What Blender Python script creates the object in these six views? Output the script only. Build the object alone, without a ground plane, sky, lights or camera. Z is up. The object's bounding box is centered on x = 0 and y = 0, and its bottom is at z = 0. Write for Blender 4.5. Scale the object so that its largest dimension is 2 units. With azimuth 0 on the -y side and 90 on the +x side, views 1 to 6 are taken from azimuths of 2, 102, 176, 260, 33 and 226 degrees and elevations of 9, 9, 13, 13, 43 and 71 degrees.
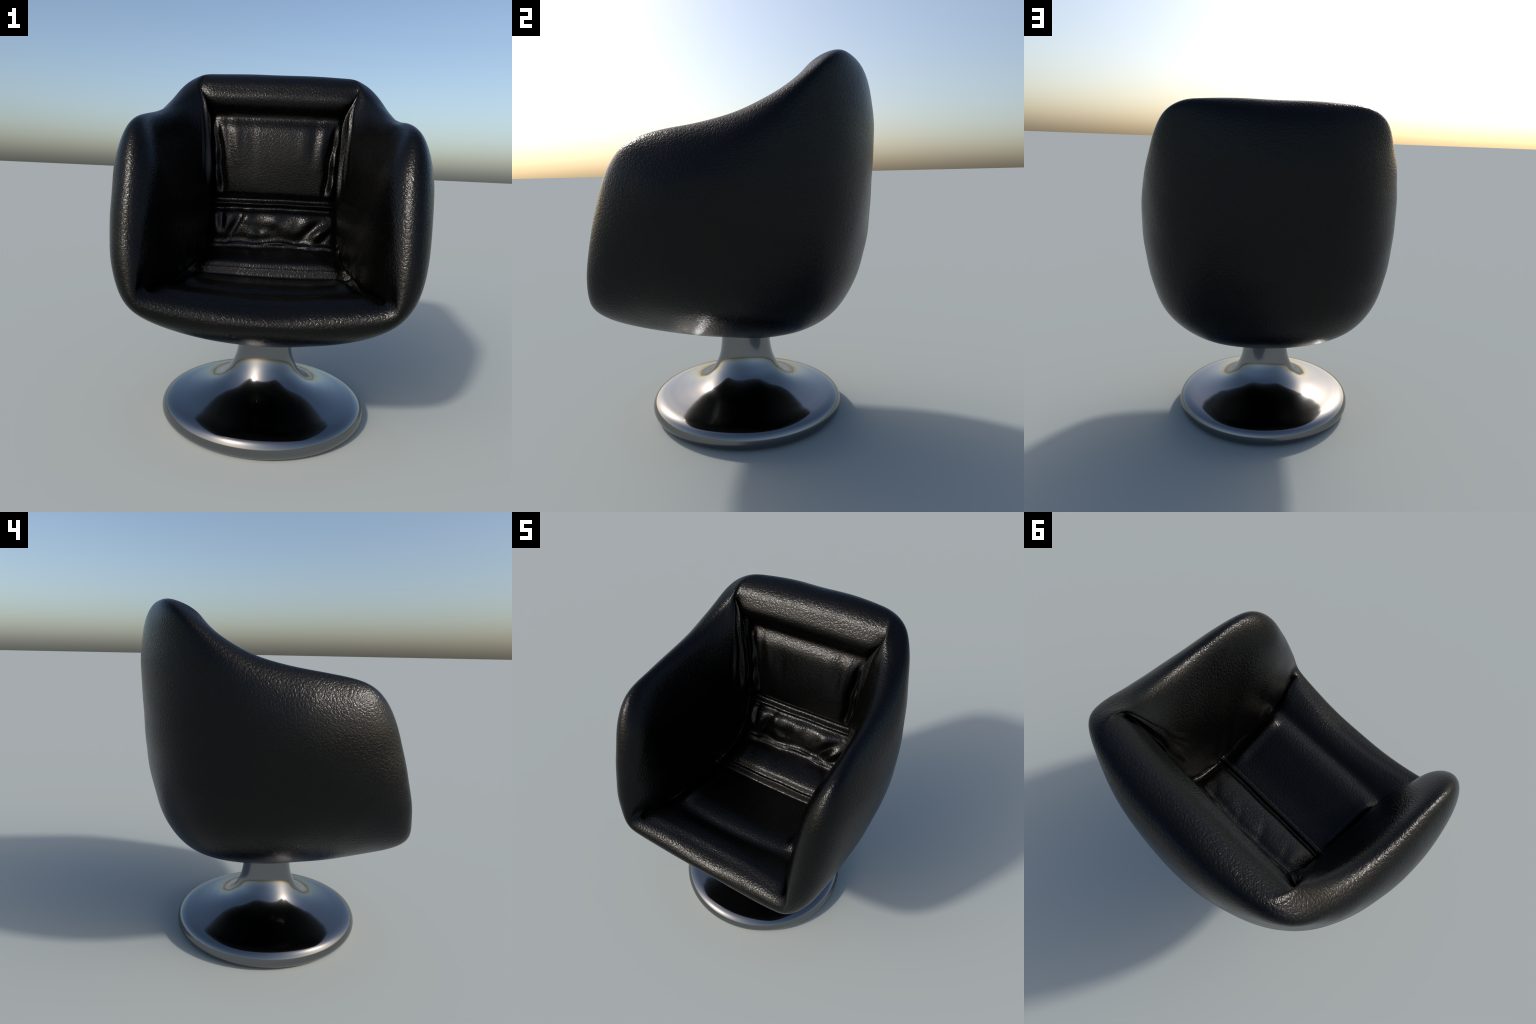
# Leather tub armchair on a chrome tulip pedestal.
# The upholstery is one smooth subdivision surface (inner face + rolled rim + outer shell), built from a
# small table of section rows, relief-modelled (piping, pads, folds) and then divided into its parts.
import numpy as np

LEVELS = 6

# ------------------------------------------------------------------ section rows (right half, metres)
# Control net of the upholstery.  Each row is one section of the tub, from the front lip (0) over the seat (1-3) and
# up the back to the head roll (8): INNER runs from the middle over the crease (third point) up the arm wall to the
# rim, SHELL from the middle of the outside to the rim; LIP, RIM and HEAD are the crest line between the two.
INNER = [
    [(0, -.608, .770), (.273, -.626, .814), (.615, -.717, .846), (.562, -.697, .867), (.574, -.693, .929)],
    [(0, -.444, .786), (.247, -.434, .791), (.440, -.398, .822), (.511, -.525, 1.028), (.540, -.611, 1.137)],
    [(0, -.136, .802), (.231, -.141, .804), (.444, -.150, .822), (.486, -.308, 1.192), (.497, -.479, 1.431)],
    [(0, .085, .802), (.225, .090, .803), (.424, .100, .814), (.497, -.093, 1.279), (.580, -.317, 1.589)],
    [(0, .368, .877), (.218, .363, .879), (.411, .354, .875), (.494, .091, 1.338), (.587, -.122, 1.643)],
    [(0, .423, 1.181), (.214, .425, 1.179), (.404, .430, 1.181), (.484, .213, 1.435), (.570, .039, 1.653)],
    [(0, .428, 1.448), (.211, .432, 1.451), (.405, .443, 1.448), (.481, .302, 1.577), (.548, .196, 1.707)],
    [(0, .440, 1.728), (.241, .436, 1.726), (.424, .437, 1.728), (.486, .355, 1.768), (.521, .334, 1.818)],
    [(0, .404, 1.935), (.239, .407, 1.921), (.575, .398, 1.922), (.493, .418, 1.938), (.498, .418, 1.941)],
]
SHELL = [
    [(0, -.629, .606), (.273, -.629, .594), (.508, -.626, .640), (.650, -.650, .752), (.679, -.673, .861)],
    [(0, -.426, .502), (.303, -.435, .535), (.565, -.475, .672), (.734, -.544, .862), (.716, -.633, 1.036)],
    [(0, -.139, .459), (.318, -.160, .518), (.609, -.260, .705), (.782, -.416, .951), (.737, -.567, 1.261)],
    [(0, .180, .481), (.341, .154, .522), (.633, .005, .704), (.796, -.233, .996), (.781, -.435, 1.335)],
    [(0, .458, .594), (.384, .436, .598), (.655, .277, .724), (.781, -.002, 1.048), (.843, -.225, 1.375)],
    [(0, .628, .765), (.405, .595, .771), (.661, .456, .893), (.765, .203, 1.172), (.821, .005, 1.461)],
    [(0, .709, 1.067), (.363, .676, 1.094), (.613, .551, 1.222), (.745, .315, 1.424), (.772, .153, 1.604)],
    [(0, .723, 1.424), (.291, .699, 1.468), (.509, .616, 1.608), (.666, .471, 1.745), (.681, .377, 1.796)],
    [(0, .729, 1.778), (.219, .720, 1.815), (.383, .648, 1.895), (.535, .597, 1.942), (.608, .535, 1.939)],
]
LIP = [(0, -.729, .712), (.230, -.728, .697), (.485, -.719, .707), (.586, -.738, .750)]
HEAD = [(0, .642, 2.053), (.148, .643, 2.062), (.352, .613, 2.035), (.448, .580, 2.012)]
RIM = [(.625, -.716, .875), (.636, -.670, 1.147), (.629, -.566, 1.509), (.687, -.479, 1.654), (.675, -.251, 1.682), (.677, -.052, 1.712), (.644, .124, 1.735), (.588, .343, 1.827), (.529, .500, 1.963)]


def build_cage():
    """Nine sections of nine columns for the inner face, the same for the shell, and a rim ring between."""
    rows, cols = 9, 9
    P, par, index = [], [], {}
    for r in range(rows):
        crest = LIP + RIM[:1] if r == 0 else HEAD + RIM[8:] if r == 8 else [None] * 4 + [RIM[r]]
        for c in range(cols):
            k, sg = abs(c - 4), (1 if c >= 4 else -1)
            for name, line, side in (('i', INNER[r], 1.), ('m', crest, .5), ('o', SHELL[r], 0.)):
                if line[k] is None:
                    continue
                x, y, z = line[k]
                index[(name, r, c)] = len(P)
                P.append((sg * x, y, z))
                par.append((sg * k * .5, float(r), side))
    F, part = [], []
    for r in range(rows - 1):
        for c in range(cols - 1):
            k = min(abs(c - 4), abs(c - 3))          # 0,1 = panel, 2,3 = arm wall
            F.append([index[('i', r, c)], index[('i', r, c + 1)], index[('i', r + 1, c + 1)], index[('i', r + 1, c)]])
            kind = ('seat' if r < 3 else 'lumbar_pad' if r < 5 else 'backrest' if r < 7 else 'headrest')
            part.append(kind if k < 2 else 'armrest_right' if c >= 4 else 'armrest_left')
            F.append([index[('o', r, c)], index[('o', r + 1, c)], index[('o', r + 1, c + 1)], index[('o', r, c + 1)]])
            part.append('outer_shell')
    ring = ([(0, c) for c in range(cols)] + [(r, cols - 1) for r in range(1, rows)] +
            [(rows - 1, c) for c in range(cols - 2, -1, -1)] + [(r, 0) for r in range(rows - 2, 0, -1)])
    for j, a in enumerate(ring):
        b = ring[(j + 1) % len(ring)]
        if a[0] == b[0] == 0:
            kind = 'seat'
        elif a[0] == b[0] == rows - 1:
            kind = 'headrest'
        else:
            kind = 'armrest_right' if a[1] == cols - 1 else 'armrest_left'
        for lo, hi in (('i', 'm'), ('m', 'o')):
            F.append([index[(lo,) + b], index[(lo,) + a], index[(hi,) + a], index[(hi,) + b]])
            part.append(kind)
    sharp = set()
    for r in range(0, rows - 1):
        for c in (2, 6):
            sharp.add(tuple(sorted((index[('i', r, c)], index[('i', r + 1, c)]))))
    return np.array(P, float), np.array(par, float), np.array(F), np.array(part), sharp


def topology(F, nv):
    e = np.stack([F, np.roll(F, -1, 1)], -1).reshape(-1, 2)
    e = np.sort(e, 1)
    key = e[:, 0].astype(np.int64) * nv + e[:, 1]
    uk, first, inv = np.unique(key, return_index=True, return_inverse=True)
    E = e[first]
    return E, inv.reshape(-1, 4)


def scatter(n, idx, val):
    out = np.empty((n, val.shape[1]))
    for k in range(val.shape[1]):
        out[:, k] = np.bincount(idx, val[:, k], n)
    return out


def subdivide(P, par, F, part, sharp):
    """One Catmull-Clark step; params are halved linearly; sharp = boolean per edge key set (i, j)."""
    nv = len(P)
    E, FE = topology(F, nv)
    ne, nf = len(E), len(F)
    if len(sharp):
        sk = np.array([a * nv + b for a, b in sharp], np.int64)
        es = np.isin(E[:, 0].astype(np.int64) * nv + E[:, 1], sk)
    else:
        es = np.zeros(ne, bool)
    fp = P[F].mean(1)
    mid = P[E].mean(1)
    esum = scatter(ne, FE.ravel(), np.repeat(fp, 4, 0))
    ep = np.where(es[:, None], mid, (P[E].sum(1) + esum) / 4)
    val = np.bincount(F.ravel(), minlength=nv).astype(float)[:, None]
    fs = scatter(nv, F.ravel(), np.repeat(fp, 4, 0)) / val
    ms = (scatter(nv, E[:, 0], mid) + scatter(nv, E[:, 1], mid)) / val
    vp = (fs + 2 * ms + (val - 3) * P) / val
    if es.any():
        se = E[es]
        cnt = np.bincount(se.ravel(), minlength=nv)
        nb = scatter(nv, se[:, 0], P[se[:, 1]]) + scatter(nv, se[:, 1], P[se[:, 0]])
        on = cnt == 2
        vp[on] = (6 * P[on] + nb[on]) / 8
    newP = np.vstack([vp, ep, fp])
    newpar = np.vstack([par, par[E].mean(1), par[F].mean(1)])
    q = []
    fid = nv + ne + np.arange(nf)
    for k in range(4):
        q.append(np.stack([F[:, k], nv + FE[:, k], fid, nv + FE[:, k - 1]], 1))
    newF = np.stack(q, 1).reshape(-1, 4)
    ns = set()
    for i in np.nonzero(es)[0]:
        a, b = E[i]
        ns.add((int(a), int(nv + i)))
        ns.add((int(b), int(nv + i)))
    return newP, newpar, newF, np.repeat(part, 4), ns


def vertex_normals(P, F):
    n = np.cross(P[F[:, 2]] - P[F[:, 0]], P[F[:, 3]] - P[F[:, 1]])
    N = scatter(len(P), F.ravel(), np.repeat(n, 4, 0))
    return N / np.maximum(np.linalg.norm(N, axis=1), 1e-12)[:, None]


def base_surface(levels=LEVELS):
    P, par, F, part, sharp = build_cage()
    for lv in range(levels):
        P, par, F, part, sharp = subdivide(P, par, F, part, sharp)
        if lv == 2:
            sharp = set()
    return P, par, F, part


# ------------------------------------------------------------------ relief of the upholstery
def smooth(a, b, x):
    t = np.clip((x - a) / (b - a), 0, 1)
    return t * t * (3 - 2 * t)


def relief(P, par):
    """Height (m, along the base normal) of every pad, seam, piping cord and fold of the inside face."""
    u, V, side = par[:, 0], par[:, 1], par[:, 2]
    au = np.abs(u)
    face = smooth(.55, 1., side)                       # 1 on the inside face, 0 on the outer shell
    mid = np.nonzero((au < 1e-6) & (side > .99))[0]
    mid = mid[np.argsort(V[mid])]
    s_mid = np.r_[0, np.cumsum(np.linalg.norm(np.diff(P[mid], axis=0), axis=1))]
    s = np.interp(V, V[mid], s_mid)                    # metres along the middle of seat and back

    def at(y, z):
        d = (P[mid, 1] - y) ** 2 + (P[mid, 2] - z) ** 2
        return s_mid[np.argmin(d)]

    x = np.clip(u, -1.05, 1.05) * .42                  # metres across the panel
    wob = .006 * np.sin(9 * x + 1.1) + .004 * np.sin(23 * x + .3)
    s_groove, s_edge = at(-.41, .79), at(.085, .81)
    s_low, s_high, s_head = at(.345, .915), at(.42, 1.175), at(.435, 1.712)
    panel = smooth(1.06, .98, au)
    inset = 1 - smooth(.68, 1.0, au)                   # pads sink towards their side seams

    def bump(c, w):
        return np.exp(-((s - c) / w) ** 2)

    def pad(a, b, p=2.4):
        t = np.clip((s - a) / (b - a), 0, 1)
        return 1 - np.abs(2 * t - 1) ** p

    h = np.zeros(len(P))
    # front lip roll, soft channel, seat pad that falls back to the foot of the lumbar pads
    h += panel * (.011 * bump(.42 * s_groove, .085) * smooth(0, .06, s) - .017 * bump(s_groove + .006 * np.sin(6 * x), .045))
    h += panel * (.007 * bump(s_groove + .11, .07) - .036 * smooth(s_groove + .12, s_edge - .05, s) *
                  smooth(s_edge + .008, s_edge - .026, s))
    # lower pad (seat back edge to low piping), lumbar pad, back pad
    low, lum = pad(s_edge, s_low, 2.), pad(s_low, s_high, 2.)
    tb = np.clip((s - s_high) / (s_head - s_high), 0, 1)
    back = .35 * smooth(0, .14, tb) * smooth(1.06, .68, tb) + .95 * np.sin(np.pi * tb) ** 1.1
    h += panel * (.036 * low * (.55 + .45 * inset) + .041 * lum * (.4 + .6 * inset) + .023 * back * (.35 + .65 * inset))
    h -= panel * .034 * bump(s_head + .006, .052)
    h += panel * .014 * bump(s_head + .12, .07) * smooth(8., 7.5, V)
    # piping cords with the channels beside them
    for c, r, hgt, lo, hi in ((s_edge + .3 * wob, .0095, .015, .0, .016), (s_low + wob, .014, .013, .005, .009),
                              (s_high + .2 * wob, .0125, .026, .018, .018)):
        h += panel * (hgt * bump(c, r) - lo * bump(c - 2.7 * r, 1.7 * r) - hi * bump(c + 2.7 * r, 1.7 * r) -
                      .4 * hi * bump(c, 5 * r))
    # the seat pad swells before it dives into the crease
    sit = smooth(s_groove + .03, s_groove + .09, s) * smooth(s_edge - .02, s_edge - .12, s)
    h += panel * sit * .013 * np.exp(-((au - .87) / .075) ** 2) * np.where(u > 0, 1.2, .7)
    # upright seams beside the back pad: channel, then a ragged welt
    t = np.clip((s - s_high) / (s_head - s_high), 0, 1)
    live = smooth(.06, .25, t) * smooth(1.0, .90, t)
    deep = smooth(1.0, .70, t)
    for sg, c0, lean, rag in ((-1, .350, .040, .8), (1, .348, .036, 2.1)):
        c = c0 + lean * (t - .5) + .004 * np.sin(17 * t + rag)
        d = sg * x - c
        h -= panel * live * (.004 + .022 * deep) * np.exp(-(d / .022) ** 2)
        h += panel * live * .011 * np.exp(-((d - .042) / .018) ** 2) * (1 + .45 * np.sin(24 * t + rag))

    def fold(region, a, b, w, amp, t):
        """Rounded ridge (amp > 0) or gully (amp < 0) between two points (x, t) of a pad."""
        ax, at_, bx, bt = a[0], a[1], b[0], b[1]
        L = region[1] - region[0]
        px, py, dx, dy = x - ax, (t - at_) * L, bx - ax, (bt - at_) * L
        q = (px * dx + py * dy) / (dx * dx + dy * dy)
        k = np.clip(q, 0, 1)
        dist = np.hypot(px - k * dx, py - k * dy)
        inside = (s > region[0] - .02) & (s < region[1] + .02)
        return panel * inside * amp * np.exp(-(dist / w) ** 2) * (.25 + .75 * np.sin(np.pi * np.clip(k, .05, .95)))

    region = (s_low, s_high)
    t = np.clip((s - s_low) / (s_high - s_low), -.2, 1.2)
    for a, b, w, amp in (((-.335, .82), (-.318, .34), .018, -.020), ((-.378, .66), (-.362, .16), .024, .016),
                         ((-.180, .80), (-.290, .06), .021, -.027), ((-.140, .86), (-.165, .45), .030, .014),
                         ((-.235, .80), (-.300, .30), .026, .012), ((-.160, .46), (.050, .30), .026, -.014),
                         ((.020, .34), (.160, .08), .028, -.016), ((-.050, .26), (-.190, .08), .020, .009),
                         ((.140, .08), (.345, .70), .023, -.030), ((.225, .02), (.395, .56), .021, .018),
                         ((.290, .06), (.380, .40), .016, -.016), ((.010, .86), (.000, .40), .036, .007),
                         ((.225, .90), (.200, .40), .034, .009), ((-.090, .45), (-.060, .10), .018, -.008)):
        h += .68 * fold(region, a, b, 1.3 * w, amp, t)
    region = (s_high, s_head)
    t = np.clip((s - s_high) / (s_head - s_high), -.2, 1.2)
    for a, b, w, amp in (((-.240, 1.0), (-.236, .50), .030, .008), ((-.295, .98), (-.290, .5), .022, -.007),
                         ((-.140, 1.0), (-.135, .35), .030, -.004), ((.165, .98), (.162, .5), .034, .005),
                         ((.285, .96), (.278, .45), .026, .009), ((.232, .98), (.229, .5), .024, -.006),
                         ((-.392, 1.0), (-.372, .62), .024, .016), ((.385, 1.0), (.375, .7), .02, .008)):
        h += .7 * fold(region, a, b, w, amp, t)
    region = (s_edge, s_low)
    t = np.clip((s - s_edge) / (s_low - s_edge), -.2, 1.2)
    for a, b, w, amp in (((-.12, 1.0), (-.05, .45), .030, -.014), ((.04, 1.0), (.11, .55), .026, -.007),
                         ((-.30, 1.0), (-.23, .4), .026, -.009), ((.24, 1.0), (.34, .5), .026, -.012),
                         ((.29, 1.0), (.39, .7), .020, .010), ((.18, 1.0), (.16, .5), .028, .005)):
        h += .3 * fold(region, a, b, w, amp, t)
    puff = smooth(s_low, s_low + .06, s) * smooth(s_high, s_high - .04, s)
    h += panel * puff * .0018 * (np.sin(31 * x + 22 * s + .7) + np.sin(47 * x - 34 * s + 2.) * np.sin(13 * x + 1.))

    # deep crease between the panels and the plump arms, dying out at the rim corners
    run = smooth(.0, .32, V) * smooth(7.96, 7.15, V)
    arm = np.clip(au - 1, 0, 1)
    d = np.where(au < 1, (1 - au) * .42, arm * .45)
    wide = smooth(5.2, 6.8, V)                         # the crease opens into a hollow under the head corners
    h -= run * (.030 * np.exp(-(d / (.011 + .014 * wide)) ** 1.3) + (.008 + .012 * wide) * np.exp(-(d / .04) ** 2))
    h += smooth(.0, .9, V) * smooth(8.0, 6.9, V) * (au > 1) * .024 * smooth(0, .09, arm) * smooth(.95, .25, arm)
    # gathers of hide towards the head corners and at the foot of the arms
    up = smooth(4.4, 5.8, V) * smooth(8.0, 7.4, V)
    for sg, k0, amp in ((-1, .0, .9), (1, 2.4, 1.1)):
        ph = arm * (38 - 5 * (V - 6)) + k0 + .9 * np.sin(2.6 * V + 3 * k0) + .5 * np.sin(5.3 * V + k0)
        h += ((u * sg > 0) * up * amp * (.017 + .006 * np.sin(3.7 * V + k0)) * np.sin(ph) *
              smooth(.0, .06, arm) * smooth(.52, .12, arm))
    foot = smooth(.7, 1.3, V) * smooth(4.8, 3.4, V)
    h += foot * .005 * np.sin(9 * V + 2.2 * np.sign(u) + 1.3 * np.sin(4 * V)) * smooth(.0, .05, arm) * smooth(.40, .05, arm)
    h *= face
    # stuffing: faint unevenness everywhere
    rng = np.random.default_rng(7)
    for k, a in ((9, .0007), (17, .0008), (31, .0004)):
        for _ in range(3):
            v = rng.normal(size=3)
            v *= k / np.linalg.norm(v)
            h += a * np.sin(P @ v + rng.uniform(0, 6.28))
    return h


# ---- BLENDER
import bpy


BUMP, ROUGH, SPEC = .50, .26, .23            # hide: grain depth, gloss, reflectance


def clear():
    for o in list(bpy.data.objects):
        bpy.data.objects.remove(o, do_unlink=True)


def mesh_object(name, verts, faces, parent, mat, normals=None):
    me = bpy.data.meshes.new(name)
    nv, nf = len(verts), len(faces)
    me.vertices.add(nv)
    me.vertices.foreach_set('co', np.asarray(verts, np.float32).ravel())
    me.loops.add(nf * 4)
    me.loops.foreach_set('vertex_index', np.asarray(faces, np.int32).ravel())
    me.polygons.add(nf)
    me.polygons.foreach_set('loop_start', np.arange(0, nf * 4, 4, dtype=np.int32))
    me.update(calc_edges=True)
    me.polygons.foreach_set('use_smooth', np.ones(nf, bool))
    if normals is not None:
        me.normals_split_custom_set_from_vertices(np.asarray(normals, np.float32))
    me.materials.append(mat)
    ob = bpy.data.objects.new(name, me)
    bpy.context.scene.collection.objects.link(ob)
    ob.parent = parent
    return ob


def leather():
    """Almost black hide: two sizes of grain cells, creased by noise, pressed in as bump."""
    m = bpy.data.materials.new('black_leather')
    m.use_nodes = True
    nt = m.node_tree
    N, L = nt.nodes, nt.links
    b = N['Principled BSDF']

    def node(kind, **kw):
        n = N.new(kind)
        for k, v in kw.items():
            if k in n.inputs:
                n.inputs[k].default_value = v
            else:
                setattr(n, k, v)
        return n

    tc = node('ShaderNodeTexCoord')
    warp = node('ShaderNodeTexNoise', Scale=14., Detail=3.)
    L.new(tc.outputs['Object'], warp.inputs['Vector'])
    off = node('ShaderNodeVectorMath', operation='SUBTRACT')
    L.new(warp.outputs['Color'], off.inputs[0])
    off.inputs[1].default_value = (.5, .5, .5)
    amt = node('ShaderNodeVectorMath', operation='SCALE')
    L.new(off.outputs[0], amt.inputs[0])
    amt.inputs['Scale'].default_value = .020
    pos = node('ShaderNodeVectorMath', operation='ADD')
    L.new(tc.outputs['Object'], pos.inputs[0])
    L.new(amt.outputs[0], pos.inputs[1])

    def cells(scale, width):
        v = node('ShaderNodeTexVoronoi', feature='DISTANCE_TO_EDGE', Scale=scale)
        L.new(pos.outputs[0], v.inputs['Vector'])
        r = node('ShaderNodeMapRange', interpolation_type='SMOOTHSTEP')
        r.inputs['From Max'].default_value = width
        L.new(v.outputs['Distance'], r.inputs['Value'])
        return r.outputs['Result']

    coarse, fine = cells(50., .28), cells(112., .34)
    soft = node('ShaderNodeTexNoise', Scale=70., Detail=4., Roughness=.6)
    L.new(tc.outputs['Object'], soft.inputs['Vector'])
    patch = node('ShaderNodeTexNoise', Scale=5., Detail=2.)
    L.new(tc.outputs['Object'], patch.inputs['Vector'])

    def mul(a, k):
        n = node('ShaderNodeMath', operation='MULTIPLY')
        L.new(a, n.inputs[0])
        if isinstance(k, float):
            n.inputs[1].default_value = k
        else:
            L.new(k, n.inputs[1])
        return n.outputs[0]

    def add(a, c):
        n = node('ShaderNodeMath', operation='ADD')
        L.new(a, n.inputs[0])
        L.new(c, n.inputs[1])
        return n.outputs[0]

    height = add(add(mul(coarse, .50), mul(fine, .28)), mul(soft.outputs['Fac'], .28))
    bp = node('ShaderNodeBump', Strength=BUMP, Distance=.0022)
    L.new(height, bp.inputs['Height'])
    L.new(bp.outputs['Normal'], b.inputs['Normal'])
    rough = node('ShaderNodeMapRange')
    rough.inputs['From Min'].default_value = .3
    rough.inputs['From Max'].default_value = .7
    rough.inputs['To Min'].default_value = ROUGH - .03
    rough.inputs['To Max'].default_value = ROUGH + .04
    L.new(patch.outputs['Fac'], rough.inputs['Value'])
    L.new(rough.outputs['Result'], b.inputs['Roughness'])
    ramp = node('ShaderNodeValToRGB')
    ramp.color_ramp.elements[0].color = (.0007, .0007, .0007, 1)
    ramp.color_ramp.elements[1].color = (.0013, .0012, .0010, 1)
    L.new(coarse, ramp.inputs['Fac'])
    L.new(ramp.outputs['Color'], b.inputs['Base Color'])
    b.inputs['Specular IOR Level'].default_value = SPEC
    return m


def chrome():
    m = bpy.data.materials.new('dark_chrome')
    m.use_nodes = True
    b = m.node_tree.nodes['Principled BSDF']
    b.inputs['Base Color'].default_value = (.205, .212, .222, 1)
    b.inputs['Metallic'].default_value = 1
    b.inputs['Roughness'].default_value = .10
    return m


BASE_Y = -.04
PROFILE = [(0, .0), (.30, .0), (.45, .0), (.51, .0), (.537, .003), (.556, .013), (.570, .031), (.576, .052), (.572, .077),
           (.557, .101), (.528, .117),
           (.488, .126), (.43, .136), (.365, .151), (.303, .172), (.250, .203), (.207, .248), (.178, .300), (.160, .350),
           (.150, .410), (.146, .470), (.145, .560)]


def catmull(pts, n):
    p = np.array(pts, float)
    p = np.vstack([2 * p[0] - p[1], p, 2 * p[-1] - p[-2]])
    out = []
    for i in range(1, len(p) - 2):
        t = np.linspace(0, 1, n, endpoint=False)[:, None]
        a, b, c, d = p[i - 1], p[i], p[i + 1], p[i + 2]
        out.append(.5 * (2 * b + (c - a) * t + (2 * a - 5 * b + 4 * c - d) * t ** 2 + (3 * b - a - 3 * c + d) * t ** 3))
    return np.vstack(out + [p[-2:-1]])


def lathe(name, prof, parent, mat, seg=160):
    n = len(prof)
    ang = np.linspace(0, 2 * np.pi, seg, endpoint=False)
    V = np.stack([np.outer(np.cos(ang), prof[:, 0]), BASE_Y + np.outer(np.sin(ang), prof[:, 0]),
                  np.tile(prof[:, 1], (seg, 1))], -1).reshape(-1, 3)
    i = np.arange(seg)[:, None] * n + np.arange(n - 1)[None]
    j = (np.arange(seg)[:, None] + 1) % seg * n + np.arange(n - 1)[None]
    F = np.stack([i, j, j + 1, i + 1], -1).reshape(-1, 4)
    return mesh_object(name, V, F, parent, mat)


def main():
    clear()
    root = bpy.data.objects.new('swivel_armchair', None)
    bpy.context.scene.collection.objects.link(root)
    root['label'] = 'black leather tub armchair on a round chrome pedestal'
    root['category'] = 'armchair'
    hide, steel = leather(), chrome()
    P, par, F, part = base_surface()
    N = vertex_normals(P, F)
    P = P + N * relief(P, par)[:, None]
    N = vertex_normals(P, F)
    for kind in ('seat', 'lumbar_pad', 'backrest', 'headrest', 'armrest_right', 'armrest_left', 'outer_shell'):
        f = F[part == kind]
        used, inv = np.unique(f.ravel(), return_inverse=True)
        name = 'armrest' if kind.startswith('armrest') else kind
        mesh_object(name, P[used], inv.reshape(-1, 4), root, hide, N[used])
    prof = catmull(PROFILE, 8)
    lathe('pedestal', prof, root, steel)


main()
